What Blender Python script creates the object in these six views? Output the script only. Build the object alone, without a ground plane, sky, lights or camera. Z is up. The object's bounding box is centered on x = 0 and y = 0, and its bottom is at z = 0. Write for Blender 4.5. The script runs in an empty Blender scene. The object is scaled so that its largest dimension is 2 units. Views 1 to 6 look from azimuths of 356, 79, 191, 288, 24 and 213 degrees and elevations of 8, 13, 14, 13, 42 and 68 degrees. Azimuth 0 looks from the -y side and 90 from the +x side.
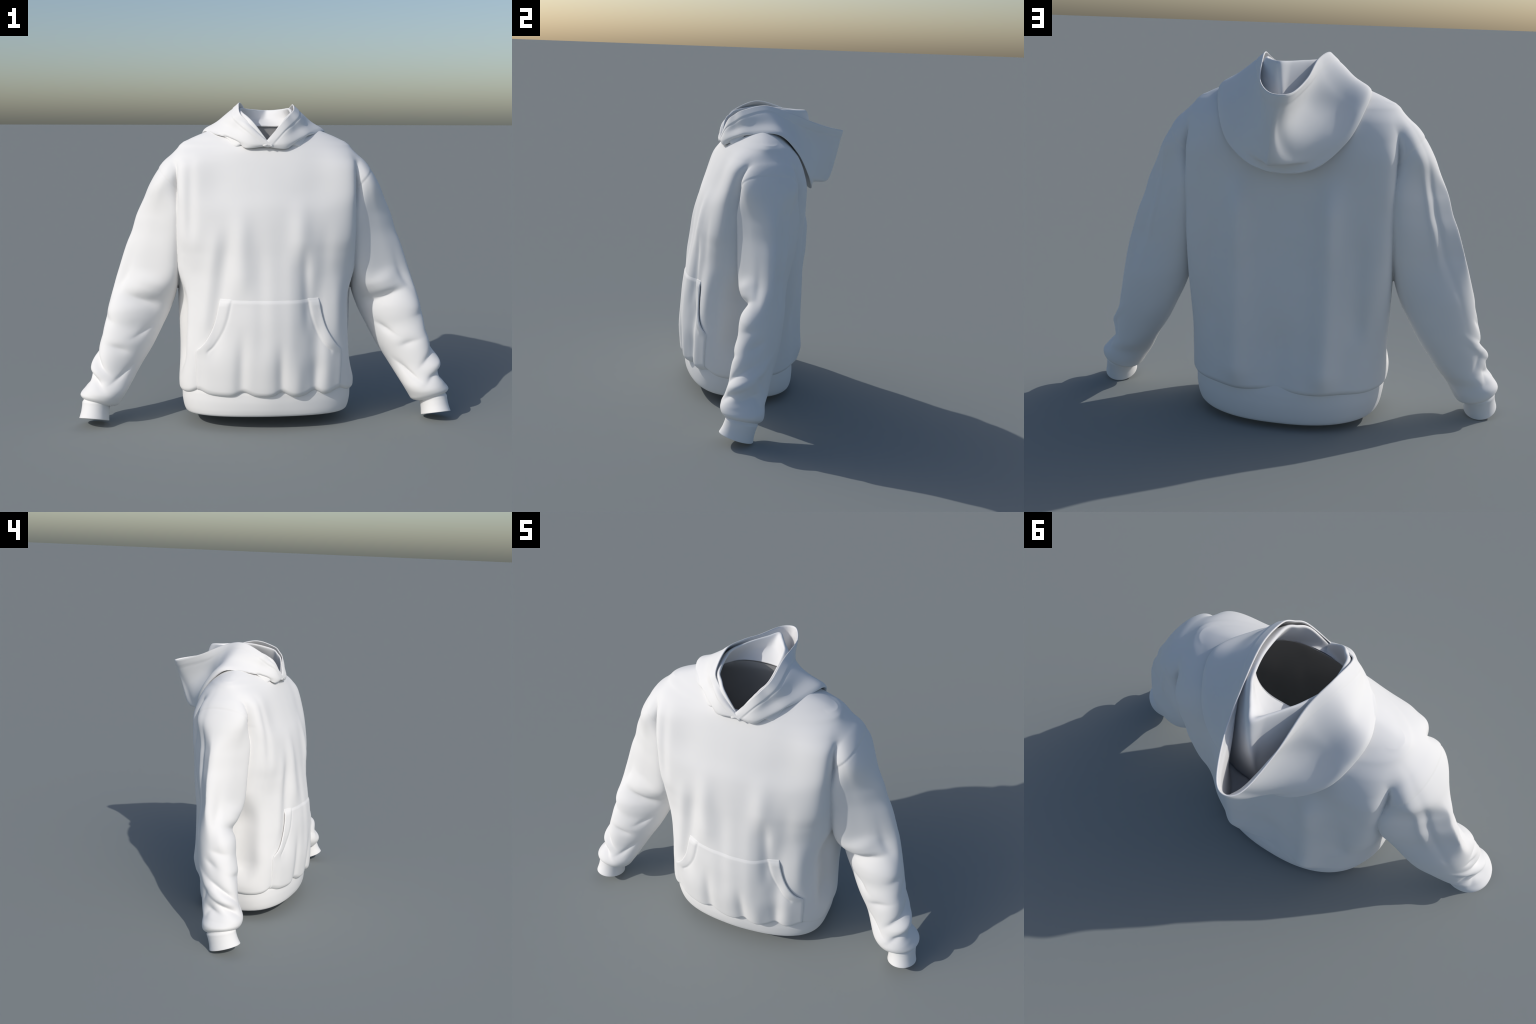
import bpy, math
import numpy as np

# =====================================================================
#  White pullover hoodie: torso, two sleeves, cuffs, waistband,
#  kangaroo pocket and a hood lying back on the shoulders.
# =====================================================================

# ---------------------------------------------------------------- helpers
def pchip(xk, yk, x):
    """monotone-ish cubic interpolation of a profile given by control points"""
    xk = np.asarray(xk, float); yk = np.asarray(yk, float)
    h = np.diff(xk); d = np.diff(yk) / h
    m = np.zeros_like(yk)
    w1 = 2 * h[1:] + h[:-1]; w2 = h[1:] + 2 * h[:-1]
    same = d[:-1] * d[1:] > 0
    m[1:-1][same] = ((w1 + w2)[same]) / (w1[same] / d[:-1][same] + w2[same] / d[1:][same])
    m[0], m[-1] = d[0], d[-1]
    xc = np.clip(x, xk[0], xk[-1])
    i = np.clip(np.searchsorted(xk, xc) - 1, 0, len(h) - 1)
    t = (xc - xk[i]) / h[i]
    return ((1 + 2 * t) * (1 - t) ** 2 * yk[i] + t * (1 - t) ** 2 * h[i] * m[i]
            + t * t * (3 - 2 * t) * yk[i + 1] + t * t * (t - 1) * h[i] * m[i + 1])

def sstep(a, b, x):
    t = np.clip((x - a) / (b - a), 0, 1)
    return t * t * (3 - 2 * t)

def smin(a, b, k):
    h = np.clip(0.5 + 0.5 * (b - a) / k, 0, 1)
    return b + (a - b) * h - k * h * (1 - h)

def gauss(x, c, w):
    return np.exp(-((x - c) / w) ** 2)

def superell(x, y, xc, yc, a, b, p):
    """approximate signed distance to a superellipse slice"""
    dx = x - xc; dy = y - yc
    r = (np.abs(dx / a) ** p + np.abs(dy / b) ** p) ** (1 / p) + 1e-6
    return np.hypot(dx, dy) * (1 - 1 / r)

# ---------------------------------------------------------------- torso
# horizontal slices: half width, centre, front / back depth in the middle, how far the
# front falls back (lens) and the back hollows between middle and side, corner squareness
T_Z  = [0.00, 0.10, 0.17, 0.25, 0.40, 0.56, 0.70, 0.80, 0.92, 1.00, 1.15, 1.25, 1.35, 1.42, 1.475, 1.51, 1.55, 1.58, 1.60]
T_A  = [.450, .464, .470, .472, .472, .475, .476, .476, .476, .476, .474, .472, .474, .480, .462, .408, .315, .235, .10]
T_YF = [-.450, -.450, -.454, -.464, -.474, -.466, -.448, -.430, -.408, -.396, -.366, -.328, -.288, -.256, -.226, -.194, -.145, -.10, -.06]
T_DF = [.085, .085, .088, .095, .105, .118, .110, .095, .072, .064, .058, .045, .032, .025, .012, .0, .0, .0, .0]
T_YB = [.208, .214, .216, .206, .187, .180, .178, .176, .178, .180, .188, .190, .180, .162, .140, .122, .104, .085, .03]
T_DB = [.0, .0, .0, .0, .0, .0, .0, .0, .0, .0, .0, .0, .0, .0, .0, .0, .0, .0, .0]
T_YC = [-.12, -.12, -.12, -.12, -.12, -.11, -.10, -.10, -.09, -.08, -.07, -.06, -.055, -.05, -.045, -.045, -.045, -.04, -.03]
T_PF = [3.8, 3.9, 4.2, 4.2, 4.0, 3.8, 3.8, 3.8, 4.6, 6.0, 8.0, 11.0, 9.0, 4.0, 2.1, 1.8, 1.8, 1.8, 2.0]
T_PB = [2.3, 2.3, 2.3, 2.4, 2.75, 3.5, 4.8, 6.0, 7.0, 7.0, 8.0, 8.0, 5.2, 3.4, 2.3, 2.0, 1.9, 1.9, 2.0]

def torso_bottom(x, y):
    """height of the gathered lower edge of the torso above the waistband"""
    base = 0.176 + 0.026 * sstep(-.2, -.4, y) + 0.008 * sstep(.1, .2, y) + 0.004 * np.sin(x * 19 + 1) * sstep(0, .15, y)
    front = sstep(-.15, -.36, y)
    sc = 0
    for c in FRONT_TUCKS:
        sc = sc + 0.022 * gauss(x, c, 0.040)
    return base + (sc - 0.012) * front

FRONT_TUCKS = (-.364, -.13, .066, .235, .37)      # creases where the gathered front is pulled in

# long soft drapes on the front: (x at z=0.95, x at z=0.2, z low, z high, width, height)
FRONT_DRAPES = [
    (.225, .245, .30, .75, .050, -.018), (.185, .20, .60, .92, .028, -.011), (.29, .25, .50, 1.05, .045, -.009), (.28, .28, 1.25, 1.58, .09, -.011), (-.28, -.28, 1.25, 1.58, .09, -.011), (.36, .36, .52, .78, .04, .014), (.11, .11, .10, .95, .045, .006), (.30, .29, .12, .80, .04, .005),
    (-.13, -.15, .05, .48, .032, -.012), (.04, .06, .05, .42, .028, -.011), (.235, .235, .05, .34, .026, -.011),
    (-.37, -.365, .05, .34, .028, -.010),
    (-.02, -.02, .05, .42, .05, .004), (.145, .145, .05, .36, .040, .012), (.30, .30, .05, .38, .035, .006),
    (-.235, -.225, .05, .42, .06, .006),
    (-.29, -.39, .55, 1.02, .038, .010), (-.22, -.32, .45, 1.00, .038, -.011), (-.045, -.045, .45, .95, .04, -.004),
    (-.405, -.41, 1.05, 1.40, .028, -.012),
    (-.15, -.15, .78, 1.12, .055, .016), (.165, .165, .95, 1.15, .055, .016)]
BACK_DRAPES = [(.205, .205, .25, 1.12, .064, .050), (-.205, -.205, .25, 1.12, .064, .050),
               (.21, .21, .85, 1.12, .05, .016), (-.21, -.21, .85, 1.12, .05, .014),
               (.005, .01, .16, .50, .08, -.022), (-.335, -.335, .50, .92, .04, -.022), (.34, .34, .50, .92, .04, -.020)]

def torso_folds(x, y, z):
    d = np.zeros_like(x)
    def add(lst, mask):
        nonlocal d
        for x1, x0, zl, zh, w, h in lst:
            c = x0 + (x1 - x0) * (z - 0.2) / 0.75
            m = sstep(zl - .12, zl + .05, z) * sstep(zh + .10, zh - .12, z)
            d = d + mask * m * h * gauss(x, c, w)
    add(FRONT_DRAPES, sstep(-0.12, -0.25, y))
    add(BACK_DRAPES, sstep(0.02, 0.12, y))
    # the flanks fall in behind the pocket corners
    d = d - 0.058 * gauss(y, -.195, .085) * sstep(.36, .43, np.abs(x)) * sstep(.22, .40, z) * sstep(.85, .62, z)
    return d

def f_torso(x, y, z, raw=False):
    g = lambda t: pchip(T_Z, t, z)
    a, yf, yb, yc = g(T_A), g(T_YF), g(T_YB), g(T_YC)
    u = np.clip(np.abs(x) / a, 0, 1.1)
    fr = y < yc
    b = np.where(fr, yc - yf - g(T_DF) * ((u * u + .01) ** .675 - .01 ** .675), yb - yc - g(T_DB) * u ** 2)
    p = np.where(fr, g(T_PF), g(T_PB))
    f = superell(x, y, 0.0, yc, a, b, p)
    if raw:
        return f
    h = z - torso_bottom(x, y)
    f = f + 0.034 * (1 - np.sqrt(np.clip(1 - ((0.03 - np.clip(h, 0, .03)) / 0.03) ** 2, 0, 1)))
    f = np.maximum(f, z - 1.60)
    return f - torso_folds(x, y, z)

# ---------------------------------------------------------------- sleeve (given for +x)
S_ZO = [0.08, 0.115, 0.16, 0.20, 0.25, 0.30, 0.35, 0.40, 0.55, 0.70, 0.83, 0.95, 1.02, 1.10, 1.20, 1.26, 1.35, 1.40, 1.44, 1.48]
S_XO = [.960, .985, .998, .972, .940, .935, .920, .902, .867, .829, .789, .750, .721, .697, .652, .627, .575, .537, .487, .42]
S_ZI = [0.03, 0.08, 0.10, 0.20, 0.30, 0.40, 0.50, 0.60, 0.70, 0.80, 0.95, 1.05, 1.12, 1.20, 1.30, 1.40, 1.48]
S_XI = [.830, .805, .795, .735, .675, .612, .560, .512, .480, .466, .455, .450, .450, .455, .45, .42, .40]
S_ZF = [0.08, 0.12, 0.17, 0.26, .335, .43, .50, .60, .67, .77, .90, 1.0, 1.14, 1.30, 1.40, 1.48]
S_YF = [-.30, -.320, -.336, -.307, -.288, -.266, -.243, -.221, -.211, -.215, -.219, -.221, -.226, -.210, -.158, -.06]
S_ZB = [0.06, 0.10, 0.14, 0.18, 0.24, 0.33, 0.45, 0.56, 0.68, 0.83, 0.90, 1.0, 1.1, 1.23, 1.36, 1.44, 1.48]
S_YB = [-.14, -.123, -.110, -.107, -.078, -.045, -.003, .020, .042, .082, .100, .118, .125, .118, .095, .04, -.02]

# creases (-) and swells (+) round the sleeve: angle (0 outer, 90 front, 180 inner, -90 back),
# height, rise per degree, half width in height, spread in degrees, depth
SLEEVE_FOLDS = [
    (90, .668, -.0008, .018, 40, -.025), (92, .735, -.0008, .036, 40, .014), (85, .600, -.0005, .040, 45, .008),
    (124, .652, -.0006, .020, 22, -.012), (38, .565, -.0006, .018, 18, -.009), (30, .755, .0004, .045, 13, -.014), (15, .500, -.0010, .020, 16, -.012),
    (78, .420, -.0008, .014, 22, -.011), (122, .495, .0012, .014, 20, -.011), (95, .460, -.0004, .030, 40, .006),
    (42, .350, -.0016, .014, 30, -.021), (25, .315, -.0010, .022, 34, .013), (50, .250, -.0012, .013, 34, -.018),
    (118, .275, .0016, .014, 22, -.013), (0, .245, -.0006, .016, 24, -.012), (-30, .310, .0018, .016, 24, -.009),
    (-20, .390, -.0016, .022, 22, .007), (-28, .225, .0014, .014, 24, -.009), (70, .205, -.0004, .022, 50, .008),
    (-60, 1.02, .0, .16, 11, .007), (-35, 1.0, .0, .15, 10, -.006)]

def sleeve_end(x, y):
    """height of the sleeve's gathered end above the cuff (tilted plane)"""
    return 0.112 + 0.25 * (x - 0.90) - 0.22 * (y + 0.225)

def f_sleeve(x, y, z, side):
    xo = pchip(S_ZO, S_XO, z); xi = pchip(S_ZI, S_XI, z)
    yf = pchip(S_ZF, S_YF, z); yb = pchip(S_ZB, S_YB, z)
    a = (xo - xi) / 2; b = (yb - yf) / 2; xc = (xo + xi) / 2; yc = (yf + yb) / 2
    # upper sleeve hangs as a wedge: deep against the body, narrow outside
    w = sstep(.60, .84, z) * (1 - .85 * sstep(1.10, 1.30, z))
    tilt = 0.35 * (sstep(.16, .32, z) - sstep(.60, .80, z))      # forearm: outer edge leans forward
    s = np.clip((x - xc) / a, -1.1, 1.1)
    yl = yc - tilt * b * s
    m = np.where(y < yl, .55, .85) * w
    be = b * (1 - m * s) / (1 + 0.55 * m) / np.sqrt(1 + tilt * tilt)
    p = 2.15 + w * (1.0 - 0.6 * np.tanh(2.5 * s))
    f = superell(x, y, xc, yl, a, be, p)
    h = z - sleeve_end(x, y)
    f = f + 0.030 * (1 - np.sqrt(np.clip(1 - ((0.028 - np.clip(h, 0, .028)) / 0.028) ** 2, 0, 1)))
    ang = np.degrees(np.arctan2(-(y - yc) / b, (x - xc) / a))
    d = 0
    for a0, z0, sl, wz, wa, A in SLEEVE_FOLDS:
        z0 = z0 + 0.006 * np.sin(a0 * 1.7) * side
        da = (ang - a0 - 4 * side + 180) % 360 - 180
        wz = wz * (1.45 if A < 0 else 1.15)
        t = np.sqrt((z - z0 - sl * da) ** 2 + (0.5 * wz) ** 2) - 0.5 * wz
        d = d + 1.12 * A * (1 + .25 * side * np.sin(a0 * 3.1)) * gauss(da, 0, wa) * (np.exp(-1.2 * t / wz) if A < 0 else gauss(t, 0, wz))
    return np.maximum(f, z - 1.48) - d

def f_body(P):
    x, y, z = P[..., 0], P[..., 1], P[..., 2]
    ft = f_torso(x, y, z)
    s = np.abs(x) > 0.2
    fs = np.full_like(ft, 1.0)
    xs, ys, zs = x[s], y[s], z[s]
    fs[s] = f_sleeve(np.abs(xs), ys, zs, np.sign(xs))
    k = 0.006 + 0.034 * sstep(1.34, 1.43, z)
    f = smin(ft, fs, k)
    # dropped shoulder seam: the sleeve is set in a step below the shoulder
    ax = np.abs(x)
    q = (z - 1.29 - 1.05 * (ax - 0.51)) / 1.45
    f = f - sstep(.455, .50, ax) * sstep(1.18, 1.25, z) * (0.003 * sstep(-.008, .008, q) * sstep(.09, .02, q) - 0.0012 * gauss(q, -.003, .007))
    return f, ft, fs

# ---------------------------------------------------------------- surface nets
def surface_nets(fun, lo, hi, h):
    n = [int(round((b - a) / h)) + 1 for a, b in zip(lo, hi)]
    ax = [np.linspace(a, a + h * (m - 1), m) for a, m in zip(lo, n)]
    F = np.empty(n)
    for i in range(0, n[0], 24):
        G = np.stack(np.meshgrid(ax[0][i:i + 24], ax[1], ax[2], indexing='ij'), -1)
        F[i:i + 24] = fun(G)[0]
    S = F < 0
    cs = np.zeros([m - 1 for m in n], np.int8)
    for dx in (0, 1):
        for dy in (0, 1):
            for dz in (0, 1):
                cs += S[dx:n[0] - 1 + dx, dy:n[1] - 1 + dy, dz:n[2] - 1 + dz]
    act = (cs > 0) & (cs < 8)
    idx = -np.ones(act.shape, np.int64)
    ii = np.argwhere(act)
    idx[act] = np.arange(len(ii))
    V = np.array(lo) + (ii + 0.5) * h
    faces = []
    for d in range(3):
        e = [(1, 2), (2, 0), (0, 1)][d]
        sl0 = [slice(None)] * 3; sl1 = [slice(None)] * 3
        sl0[d] = slice(0, n[d] - 1); sl1[d] = slice(1, n[d])
        A = S[tuple(sl0)]; B = S[tuple(sl1)]
        ch = np.argwhere(A != B)
        inner = (ch[:, e[0]] > 0) & (ch[:, e[1]] > 0) & (ch[:, e[0]] < n[e[0]] - 1) & (ch[:, e[1]] < n[e[1]] - 1)
        ch = ch[inner]
        flip = ~A[tuple(ch.T)]
        q = []
        for o0, o1 in ((0, 0), (1, 0), (1, 1), (0, 1)):
            c = ch.copy(); c[:, e[0]] -= o0; c[:, e[1]] -= o1
            q.append(idx[tuple(c.T)])
        q = np.stack(q, 1)
        q[flip] = q[flip][:, ::-1]
        faces.append(q)
    return V, np.vstack(faces)

def gradient(fun, V, e=0.002):
    g = np.zeros_like(V)
    for i in range(3):
        d = np.zeros(3); d[i] = e
        g[:, i] = (fun(V + d)[0] - fun(V - d)[0]) / (2 * e)
    return g

def smooth_verts(V, Q, it):
    e = np.vstack([Q[:, [0, 1]], Q[:, [1, 2]], Q[:, [2, 3]], Q[:, [3, 0]]])
    for _ in range(it):
        acc = np.zeros_like(V); cnt = np.zeros(len(V))
        np.add.at(acc, e[:, 0], V[e[:, 1]]); np.add.at(acc, e[:, 1], V[e[:, 0]])
        np.add.at(cnt, e[:, 0], 1); np.add.at(cnt, e[:, 1], 1)
        V = 0.4 * V + 0.6 * acc / cnt[:, None]
    return V

def clip(V, N, T, g):
    """keep the part of a triangle mesh where g < 0, cutting triangles cleanly"""
    pos = g >= 0
    s = pos[T].sum(1)
    keep = T[s == 0]
    newV, newN, cache, out = [], [], {}, []
    def cut(a, b):
        k = (a, b) if a < b else (b, a)
        if k not in cache:
            t = g[k[0]] / (g[k[0]] - g[k[1]])
            cache[k] = len(V) + len(newV)
            newV.append(V[k[0]] + t * (V[k[1]] - V[k[0]]))
            newN.append(N[k[0]] + t * (N[k[1]] - N[k[0]]))
        return cache[k]
    for t in T[(s == 1) | (s == 2)]:
        for r in range(3):
            a, b, c = t[r], t[(r + 1) % 3], t[(r + 2) % 3]
            if not pos[a] and pos[b] and pos[c]:
                out.append((a, cut(a, b), cut(a, c))); break
            if pos[a] and not pos[b] and not pos[c]:
                p, q = cut(a, b), cut(a, c)
                out.append((p, b, c)); out.append((p, c, q)); break
    if newV:
        V = np.vstack([V, newV]); N = np.vstack([N, newN])
    if out:
        keep = np.vstack([keep, np.array(out)])
    used = np.unique(keep)
    m = -np.ones(len(V), np.int64); m[used] = np.arange(len(used))
    return V[used], N[used], m[keep], used

# ---------------------------------------------------------------- materials
def cloth_material(name, base, rough=0.85, bump=0.05, scale=900.0):
    m = bpy.data.materials.new(name); m.use_nodes = True
    nt = m.node_tree; b = nt.nodes['Principled BSDF']
    tc = nt.nodes.new('ShaderNodeTexCoord')
    n1 = nt.nodes.new('ShaderNodeTexNoise'); n1.inputs['Scale'].default_value = scale
    n1.inputs['Detail'].default_value = 2
    n2 = nt.nodes.new('ShaderNodeTexNoise'); n2.inputs['Scale'].default_value = 6
    ramp = nt.nodes.new('ShaderNodeValToRGB')
    ramp.color_ramp.elements[0].position = 0.3; ramp.color_ramp.elements[1].position = 0.7
    ramp.color_ramp.elements[0].color = (base[0] * .985, base[1] * .985, base[2] * .985, 1)
    ramp.color_ramp.elements[1].color = (*base, 1)
    bp = nt.nodes.new('ShaderNodeBump'); bp.inputs['Strength'].default_value = bump
    bp.inputs['Distance'].default_value = 0.001
    L = nt.links.new
    L(tc.outputs['Object'], n1.inputs['Vector']); L(tc.outputs['Object'], n2.inputs['Vector'])
    L(n2.outputs['Fac'], ramp.inputs['Fac']); L(ramp.outputs['Color'], b.inputs['Base Color'])
    L(n1.outputs['Fac'], bp.inputs['Height']); L(bp.outputs['Normal'], b.inputs['Normal'])
    b.inputs['Roughness'].default_value = rough
    b.inputs['Specular IOR Level'].default_value = 0.3
    return m

WHITE = (0.80, 0.80, 0.80)
FLEECE = cloth_material('white_fleece', WHITE)
RIB = cloth_material('white_rib_knit', WHITE)

# ---------------------------------------------------------------- object making
root = bpy.data.objects.new('hoodie', None)
bpy.context.scene.collection.objects.link(root)
root['label'] = 'plain white pullover hoodie with front pouch pocket'
root['category'] = 'hoodie'

def make(name, V, F, mat, N=None, parent=root):
    me = bpy.data.meshes.new(name)
    me.from_pydata(np.asarray(V).tolist(), [], [tuple(int(i) for i in f) for f in F])
    me.validate()
    me.shade_smooth()
    if N is not None and len(me.vertices) == len(N):
        N = N / (np.linalg.norm(N, axis=1, keepdims=True) + 1e-12)
        me.normals_split_custom_set_from_vertices(N.tolist())
    me.materials.append(mat)
    o = bpy.data.objects.new(name, me)
    bpy.context.scene.collection.objects.link(o)
    o.parent = parent
    return o

def doubled(V, N, T, t):
    """add an inner face t behind the outer one"""
    n = len(V)
    return np.vstack([V, V - t * N]), np.vstack([N, -N]), np.vstack([T, T[:, ::-1] + n])

def grid_faces(nu, nv, closed_u=False):
    i = np.arange(nu if closed_u else nu - 1)[:, None]; j = np.arange(nv - 1)[None]
    i2 = (i + 1) % nu
    return np.stack([i * nv + j, i2 * nv + j, i2 * nv + j + 1, i * nv + j + 1], -1).reshape(-1, 4)

def cr_matrix(nk, n, closed=False):
    """Catmull-Rom weights: n samples over nk control points"""
    t = np.linspace(0, nk - 1, n); i = np.minimum(t.astype(int), nk - 2); u = t - i
    W = np.zeros((n, nk))
    w = [(-u + 2 * u**2 - u**3) / 2, (2 - 5 * u**2 + 3 * u**3) / 2, (u + 4 * u**2 - 3 * u**3) / 2, (-u**2 + u**3) / 2]
    for k in range(4):
        j = i + k - 1
        for r in range(n):
            if j[r] < 0:
                W[r, 0] += 2 * w[k][r]; W[r, 1] -= w[k][r]
            elif j[r] > nk - 1:
                W[r, nk - 1] += 2 * w[k][r]; W[r, nk - 2] -= w[k][r]
            else:
                W[r, j[r]] += w[k][r]
    return W

# ---------------------------------------------------------------- hood control curves
def mirror_keys(right, change):
    left = [(-p[0], p[1], p[2]) for p in right]
    for k, v in change.items():
        left[k] = v
    return left[:-1] + [None]

# each list runs from the front V round one shoulder to the middle of the back
RIM_R = [(-.028, -.257, 1.480), (.077, -.228, 1.598), (.143, -.146, 1.667), (.147, -.019, 1.694),
         (.128, .142, 1.649), (.097, .307, 1.591), (.035, .450, 1.559), (-.022, .474, 1.550)]
RIM_L = [(.005, -.240, 1.490), (-.067, -.225, 1.566), (-.142, -.156, 1.651), (-.137, -.033, 1.703),
         (-.107, .098, 1.679), (-.093, .267, 1.607), (-.065, .420, 1.560), None]
FOLD_R = [(-.022, -.246, 1.477), (.094, -.244, 1.466), (.249, -.124, 1.540), (.328, .022, 1.549),
          (.312, .134, 1.454), (.250, .214, 1.330), (.125, .268, 1.240), (-.020, .285, 1.212)]
FOLD_L = [(-.01, -.244, 1.477), (-.115, -.240, 1.470), (-.257, -.134, 1.535), (-.322, .000, 1.550),
          (-.310, .100, 1.480), (-.255, .186, 1.365), (-.150, .262, 1.255), None]
NECK = [(0, -.216, 1.468), (.095, -.204, 1.462), (.172, -.140, 1.505), (.185, -.040, 1.572),
        (.150, .030, 1.580), (.110, .065, 1.575), (.060, .083, 1.571), (0, .087, 1.570)]
RIDGE = [(-.008, -.250, 1.484), (.068, -.222, 1.588), (.130, -.140, 1.650), (.135, -.010, 1.672),
         (.120, .090, 1.668), (.096, .142, 1.662), (.065, .195, 1.657), (.030, .243, 1.655)]
DOWN = [(-.012, -.250, 1.478), (.085, -.228, 1.525), (.205, -.128, 1.572), (.255, .008, 1.585),
        (.225, .115, 1.530), (.150, .200, 1.470), (.070, .262, 1.430), (.000, .285, 1.400)]
LOWER = [(-.018, -.258, 1.481), (.094, -.256, 1.488), (.246, -.126, 1.553), (.322, .026, 1.564),
         (.300, .140, 1.475), (.238, .220, 1.353), (.118, .280, 1.262), (-.010, .300, 1.262)]
FLAP = [(-.020, -.262, 1.477), (.090, -.246, 1.530), (.212, -.126, 1.586), (.260, .020, 1.600),
        (.224, .129, 1.528), (.163, .226, 1.418), (.074, .354, 1.290), (.016, .385, 1.263)]
OUTER = [(-.024, -.262, 1.478), (.085, -.238, 1.563), (.183, -.140, 1.628), (.200, .000, 1.648),
         (.160, .130, 1.590), (.105, .250, 1.502), (.048, .400, 1.415), (.012, .436, 1.400)]

FLAP_L = mirror_keys(FLAP, {4: (-.215, .118, 1.528), 5: (-.152, .215, 1.418), 6: (-.060, .336, 1.294)})
OUTER_L = mirror_keys(OUTER, {4: (-.148, .115, 1.592), 5: (-.085, .232, 1.502), 6: (-.026, .375, 1.415)})

RIDGE_L = mirror_keys(RIDGE, {4: (-.090, .085, 1.667), 5: (-.050, .140, 1.662), 6: (-.008, .195, 1.657)})
DOWN_L = mirror_keys(DOWN, {3: (-.235, .0, 1.58), 4: (-.180, .085, 1.525), 5: (-.100, .165, 1.465), 6: (-.020, .250, 1.430)})

def mirror(l):
    return [(-p[0], p[1], p[2]) for p in l]

def hood_curve(right, left=None):
    left = mirror(right) if left is None else left
    left = [right[-1] if p is None else p for p in left]
    return np.array(right + left[:-1][::-1])

# soft hollows (-) and swells (+) on the outer layer of the hood:
# station round the neck (0.5 = middle of the back), position neck 0 .. rim 1, slant, spreads, height
HOOD_DRAPES = [(.43, .74, .25, .035, .13, -.009), (.475, .72, .10, .018, .16, .006), (.555, .78, -.20, .022, .14, -.007),
               (.60, .74, -.25, .030, .14, .006), (.66, .76, -.20, .030, .12, -.009), (.33, .72, .20, .030, .12, .004),
               (.70, .66, .0, .04, .06, .005)]

def build_hood():
    ctrl = [hood_curve(NECK), None, hood_curve(RIDGE, RIDGE_L), hood_curve(DOWN, DOWN_L), hood_curve(FOLD_R, FOLD_L),
            hood_curve(LOWER), hood_curve(FLAP, FLAP_L), hood_curve(OUTER, OUTER_L), hood_curve(RIM_R, RIM_L)]
    ctrl[1] = 0.5 * (ctrl[0] + ctrl[2]) + np.array([0, 0, 0.0])
    # the neck row sits on the body surface
    nk = ctrl[0]; lo = np.full(len(nk), 1.40); hi = np.full(len(nk), 1.61)
    for _ in range(30):
        mid = (lo + hi) / 2
        ins = f_torso(nk[:, 0], nk[:, 1], mid) < 0
        lo = np.where(ins, mid, lo); hi = np.where(ins, hi, mid)
    ctrl[0] = np.stack([nk[:, 0], nk[:, 1], lo - 0.003], -1)
    C = np.array(ctrl)                      # rows: neck -> rim, columns: round the neck
    # one more station on each side of the throat, where the cloth doubles over a slit
    n = C.shape[1]
    t = np.array([0, 1, 1.5] + list(range(2, n - 2)) + [n - 2.5, n - 2, n - 1])
    W = cr_matrix(n, 2 * n - 1)[np.round(t * 2).astype(int)]
    C = np.einsum('ui,jik->juk', W, C)
    for col, sx in ((2, 1), (C.shape[1] - 3, -1)):
        C[3, col] = (sx * .172, -.205, 1.482)      # puffed under-layer
        C[4, col] = (sx * .160, -.180, 1.505)      # slit
        C[5, col] = (sx * .184, -.200, 1.521)      # lip above it
    nu, nv = 241, 121
    Wu = cr_matrix(C.shape[1], nu); Wv = cr_matrix(C.shape[0], nv)
    G = np.einsum('ui,vj,jik->uvk', Wu, Wv, C)
    # stitched hem: the cloth is doubled for a few centimetres along the rim
    du = np.gradient(G, axis=0); dv = np.gradient(G, axis=1)
    N = np.cross(du, dv); N /= np.linalg.norm(N, axis=2, keepdims=True) + 1e-9
    length = np.cumsum(np.linalg.norm(np.diff(G[:, ::-1], axis=1), axis=2), axis=1)[:, ::-1]
    length = np.concatenate([length, np.zeros((nu, 1))], 1)            # distance from the rim
    step = 0.0022 * sstep(.050, .040, length) - 0.0012 * gauss(length, .052, .005)
    U = np.linspace(0, 1, nu)[:, None]; Vv = np.linspace(0, 1, nv)[None]
    for u0, v0, sl, wu, wv, A in HOOD_DRAPES:
        step = step + A * gauss(U - u0 - sl * (Vv - v0), 0, wu) * gauss(Vv, v0, wv) * sstep(.55, .62, Vv)
    G = G + N * step[..., None]
    o = make('hood', G.reshape(-1, 3), grid_faces(nu, nv), FLEECE)
    m = o.modifiers.new('thickness', 'SOLIDIFY'); m.thickness = 0.005; m.offset = -0.6
    return o

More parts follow.
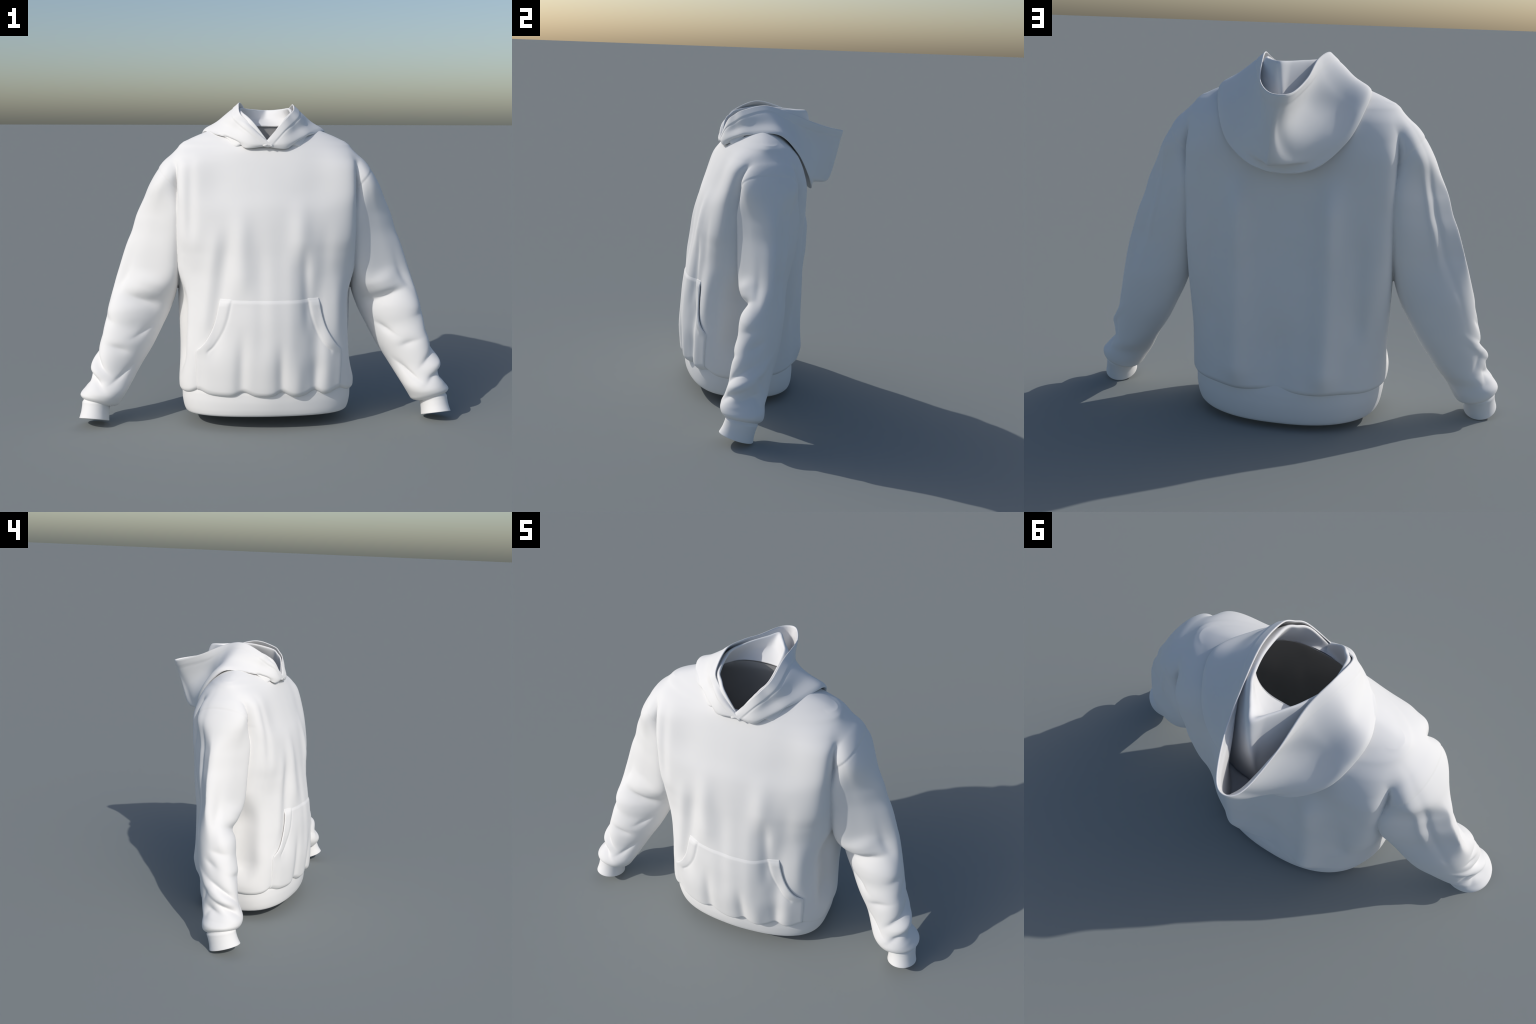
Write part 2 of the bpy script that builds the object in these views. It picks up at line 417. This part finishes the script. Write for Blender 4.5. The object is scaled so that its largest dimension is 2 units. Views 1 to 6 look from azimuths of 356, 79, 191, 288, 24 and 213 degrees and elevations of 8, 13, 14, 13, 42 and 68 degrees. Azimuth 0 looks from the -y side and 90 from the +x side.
# ---------------------------------------------------------------- body mesh
def build_body():
    V, Q = surface_nets(f_body, (-1.06, -0.52, 0.03), (1.06, 0.30, 1.62), 0.0065)
    V = smooth_verts(V, Q, 3)
    for _ in range(4):
        f = f_body(V)[0]; g = gradient(f_body, V)
        V = V - (f / np.maximum((g * g).sum(1), 0.3))[:, None] * g
    N = gradient(f_body, V, 0.004)
    N /= np.linalg.norm(N, axis=1, keepdims=True) + 1e-9
    T = np.vstack([Q[:, [0, 1, 2]], Q[:, [0, 2, 3]]])
    # lower edge of torso, sleeve ends
    def ends(V):
        ax = np.abs(V[:, 0])
        gt = torso_bottom(V[:, 0], V[:, 1]) - 0.002 - V[:, 2]
        gs = sleeve_end(ax, V[:, 1]) - 0.002 - V[:, 2]
        sl = sstep(.52, .66, ax)
        return np.where(ax > 0.6, gs, np.where(V[:, 2] < 0.4, gt, -1))
    V, N, T, _ = clip(V, N, T, ends(V))
    # neck opening
    ring = hood_curve(NECK)
    R = cr_matrix(len(ring), 200) @ ring
    c = np.array([0, -.07])
    ang = np.arctan2(R[:, 0] - c[0], -(R[:, 1] - c[1])); rad = np.hypot(R[:, 0] - c[0], R[:, 1] - c[1])
    s = np.argsort(ang)
    va = np.arctan2(V[:, 0] - c[0], -(V[:, 1] - c[1])); vr = np.hypot(V[:, 0] - c[0], V[:, 1] - c[1])
    g = np.interp(va, ang[s], rad[s], period=2 * np.pi) - 0.004 - vr
    g = np.where(V[:, 2] > 1.40, g, -1)
    V, N, T, _ = clip(V, N, T, g)
    # separate sleeves from torso along the crease and the dropped shoulder seam
    _, ft, fs = f_body(V)
    seam = np.maximum(fs - ft, V[:, 2] - 1.29 - 1.05 * (np.abs(V[:, 0]) - 0.51))
    seam = np.where(np.abs(seam) < 1e-5, -1e-5, seam)
    right = np.where(V[:, 0] > 0, seam, 1.0)
    left = np.where(V[:, 0] < 0, seam, 1.0)
    for nm, g in (('torso', -np.minimum(right, left)), ('sleeve', right), ('sleeve', left)):
        v, n, t, _ = clip(V, N, T, g)
        v, n, t = doubled(v, n, t, 0.005)
        make(nm, v, t, FLEECE, n)

# ---------------------------------------------------------------- cuffs
def build_cuff(side):
    top = np.array([.912, -.228, .125]); bot = np.array([.924, -.262, .032])
    nu, prof = 64, []
    # (t along the cuff, radius scale, outside) -> then back up inside
    for t, s in ((-.25, .86), (0, .93), (.12, 1.0), (.3, .985), (.6, .99), (.85, 1.03), (.97, 1.055), (1.0, 1.045),
                 (1.005, 1.02), (.98, .99), (.85, .96), (.5, .92), (0, .90)):
        prof.append((t, s))
    prof = np.array(prof)
    W = cr_matrix(len(prof), 60); prof = W @ prof
    th = np.linspace(0, 2 * np.pi, nu, endpoint=False)
    G = np.zeros((nu, len(prof), 3))
    for j, (t, s) in enumerate(prof):
        c = top + t * (bot - top)
        rx = 0.074 * s; ry = 0.085 * s
        dx = rx * np.cos(th); dy = ry * np.sin(th)
        G[:, j, 0] = c[0] + dx; G[:, j, 1] = c[1] + dy
        G[:, j, 2] = c[2] + 0.10 * dx - (0.25 + 0.1 * t) * dy
    if side < 0:
        G[..., 0] *= -1
    F = grid_faces(nu, len(prof), True)
    if side > 0:
        F = F[:, ::-1]
    return make('cuff', G.reshape(-1, 3), F, RIB)

# ---------------------------------------------------------------- waistband
def build_waistband():
    nu = 240
    th = np.linspace(0, 2 * np.pi, nu, endpoint=False)
    ct, st = np.cos(th), np.sin(th)
    yc = -.14
    def outline(a, bf, bb, pf, pb):
        p = np.where(st < 0, pf, pb); b = np.where(st < 0, bf, bb)
        return (np.abs(ct / a) ** p + np.abs(st / b) ** p) ** (-1 / p)
    lo = np.full(nu, .1); hi = np.full(nu, .6)
    for _ in range(30):
        mid = (lo + hi) / 2
        ins = f_torso(mid * ct, yc + mid * st, np.full(nu, .19), True) < 0
        lo = np.where(ins, mid, lo); hi = np.where(ins, hi, mid)
    top = lo - 0.014                                   # just inside the gathers
    bot = 0.5 * outline(.436, .290, .345, 2.8, 2.3) + 0.5 * (top - .010)          # lower edge, pulled in
    # (height fraction 0 top .. 1 bottom, inset)
    prof = np.array([(-.25, .012), (0, .003), (.15, .0), (.4, -.003), (.7, -.002), (.88, .002), (.96, .007), (1.0, .015),
                     (.98, .023), (.9, .025), (.5, .022), (0, .022)])
    prof = cr_matrix(len(prof), 56) @ prof
    G = np.zeros((nu, len(prof), 3))
    for j, (t, ins) in enumerate(prof):
        r = top + (bot - top) * t - ins
        x = r * ct; y = yc + r * st
        zt = 0.176 + 0.026 * sstep(-.2, -.4, y); zb = 0.027 - 0.080 * (y - 0.2)
        G[:, j] = np.stack([x, y, zt + t * (zb - zt)], -1)
    F = grid_faces(nu, len(prof), True)[:, ::-1]
    return make('waistband', G.reshape(-1, 3), F, RIB)

# ---------------------------------------------------------------- pocket
def build_pocket():
    nu, nv = 161, 121
    v = np.linspace(0, 1, nv); u = np.linspace(-1, 1, nu)
    # half width of the pocket against height: straight side, then a concave hand opening
    zt, zb = 0.700, 0.165
    z = zt + (zb - zt) * v
    hw = pchip([.15, .21, .40, .42, .45, .50, .56, .63, .70], [.372, .374, .382, .378, .350, .316, .288, .268, .255], z)
    X = u[:, None] * hw[None]; Z = np.repeat(z[None], nu, 0)
    lo = np.full(X.shape, -0.62); hi = np.full(X.shape, -0.12)
    for _ in range(30):
        mid = (lo + hi) / 2
        f = f_torso(X, mid, Z)
        lo = np.where(f > 0, mid, lo); hi = np.where(f > 0, hi, mid)
    Y = (lo + hi) / 2
    P = np.stack([X, Y, Z], -1).reshape(-1, 3)
    n = gradient(lambda q: (f_torso(q[..., 0], q[..., 1], q[..., 2]),), P, 0.004)
    n /= np.linalg.norm(n, axis=1, keepdims=True)
    ez = v * (zt - zb)                              # distance below the top seam
    off = (-0.0010 + 0.0060 * sstep(-.004, .022, ez))[None] * np.ones((nu, 1))
    ex = (1 - np.abs(u))[:, None] * hw[None]
    off = off * (0.55 + 0.45 * np.sqrt(np.clip(ex / .010, 0, 1))) + 0.006 * sstep(.075, .02, ex) * sstep(.40, .47, Z) * sstep(.695, .66, Z)
    off = off + 0.002 * sstep(.064, .050, ex) * sstep(.38, .43, Z) - 0.0025 * gauss(ex, 0.058, 0.008) * sstep(.40, .43, Z) * sstep(.70, .67, Z)
    P = P + n * off.reshape(-1, 1)
    inner = P - n * np.minimum(off.reshape(-1, 1) + 0.004, 0.0055)
    F = grid_faces(nu, nv)
    nP = len(P)
    # rim joining outer and inner face
    idx = np.arange(nP).reshape(nu, nv)
    loop = np.concatenate([idx[:, 0], idx[-1, 1:], idx[-2::-1, -1], idx[0, -2:0:-1]])
    nx = np.roll(loop, -1)
    rim = np.stack([loop, nx, nx + nP, loop + nP], 1)
    F = np.vstack([F, rim[:, ::-1]])
    V = np.vstack([P, inner])
    o = make('pouch_pocket', V, F, FLEECE)
    return o

build_body()
for s in (1, -1):
    build_cuff(s)
build_waistband()
build_pocket()
build_hood()
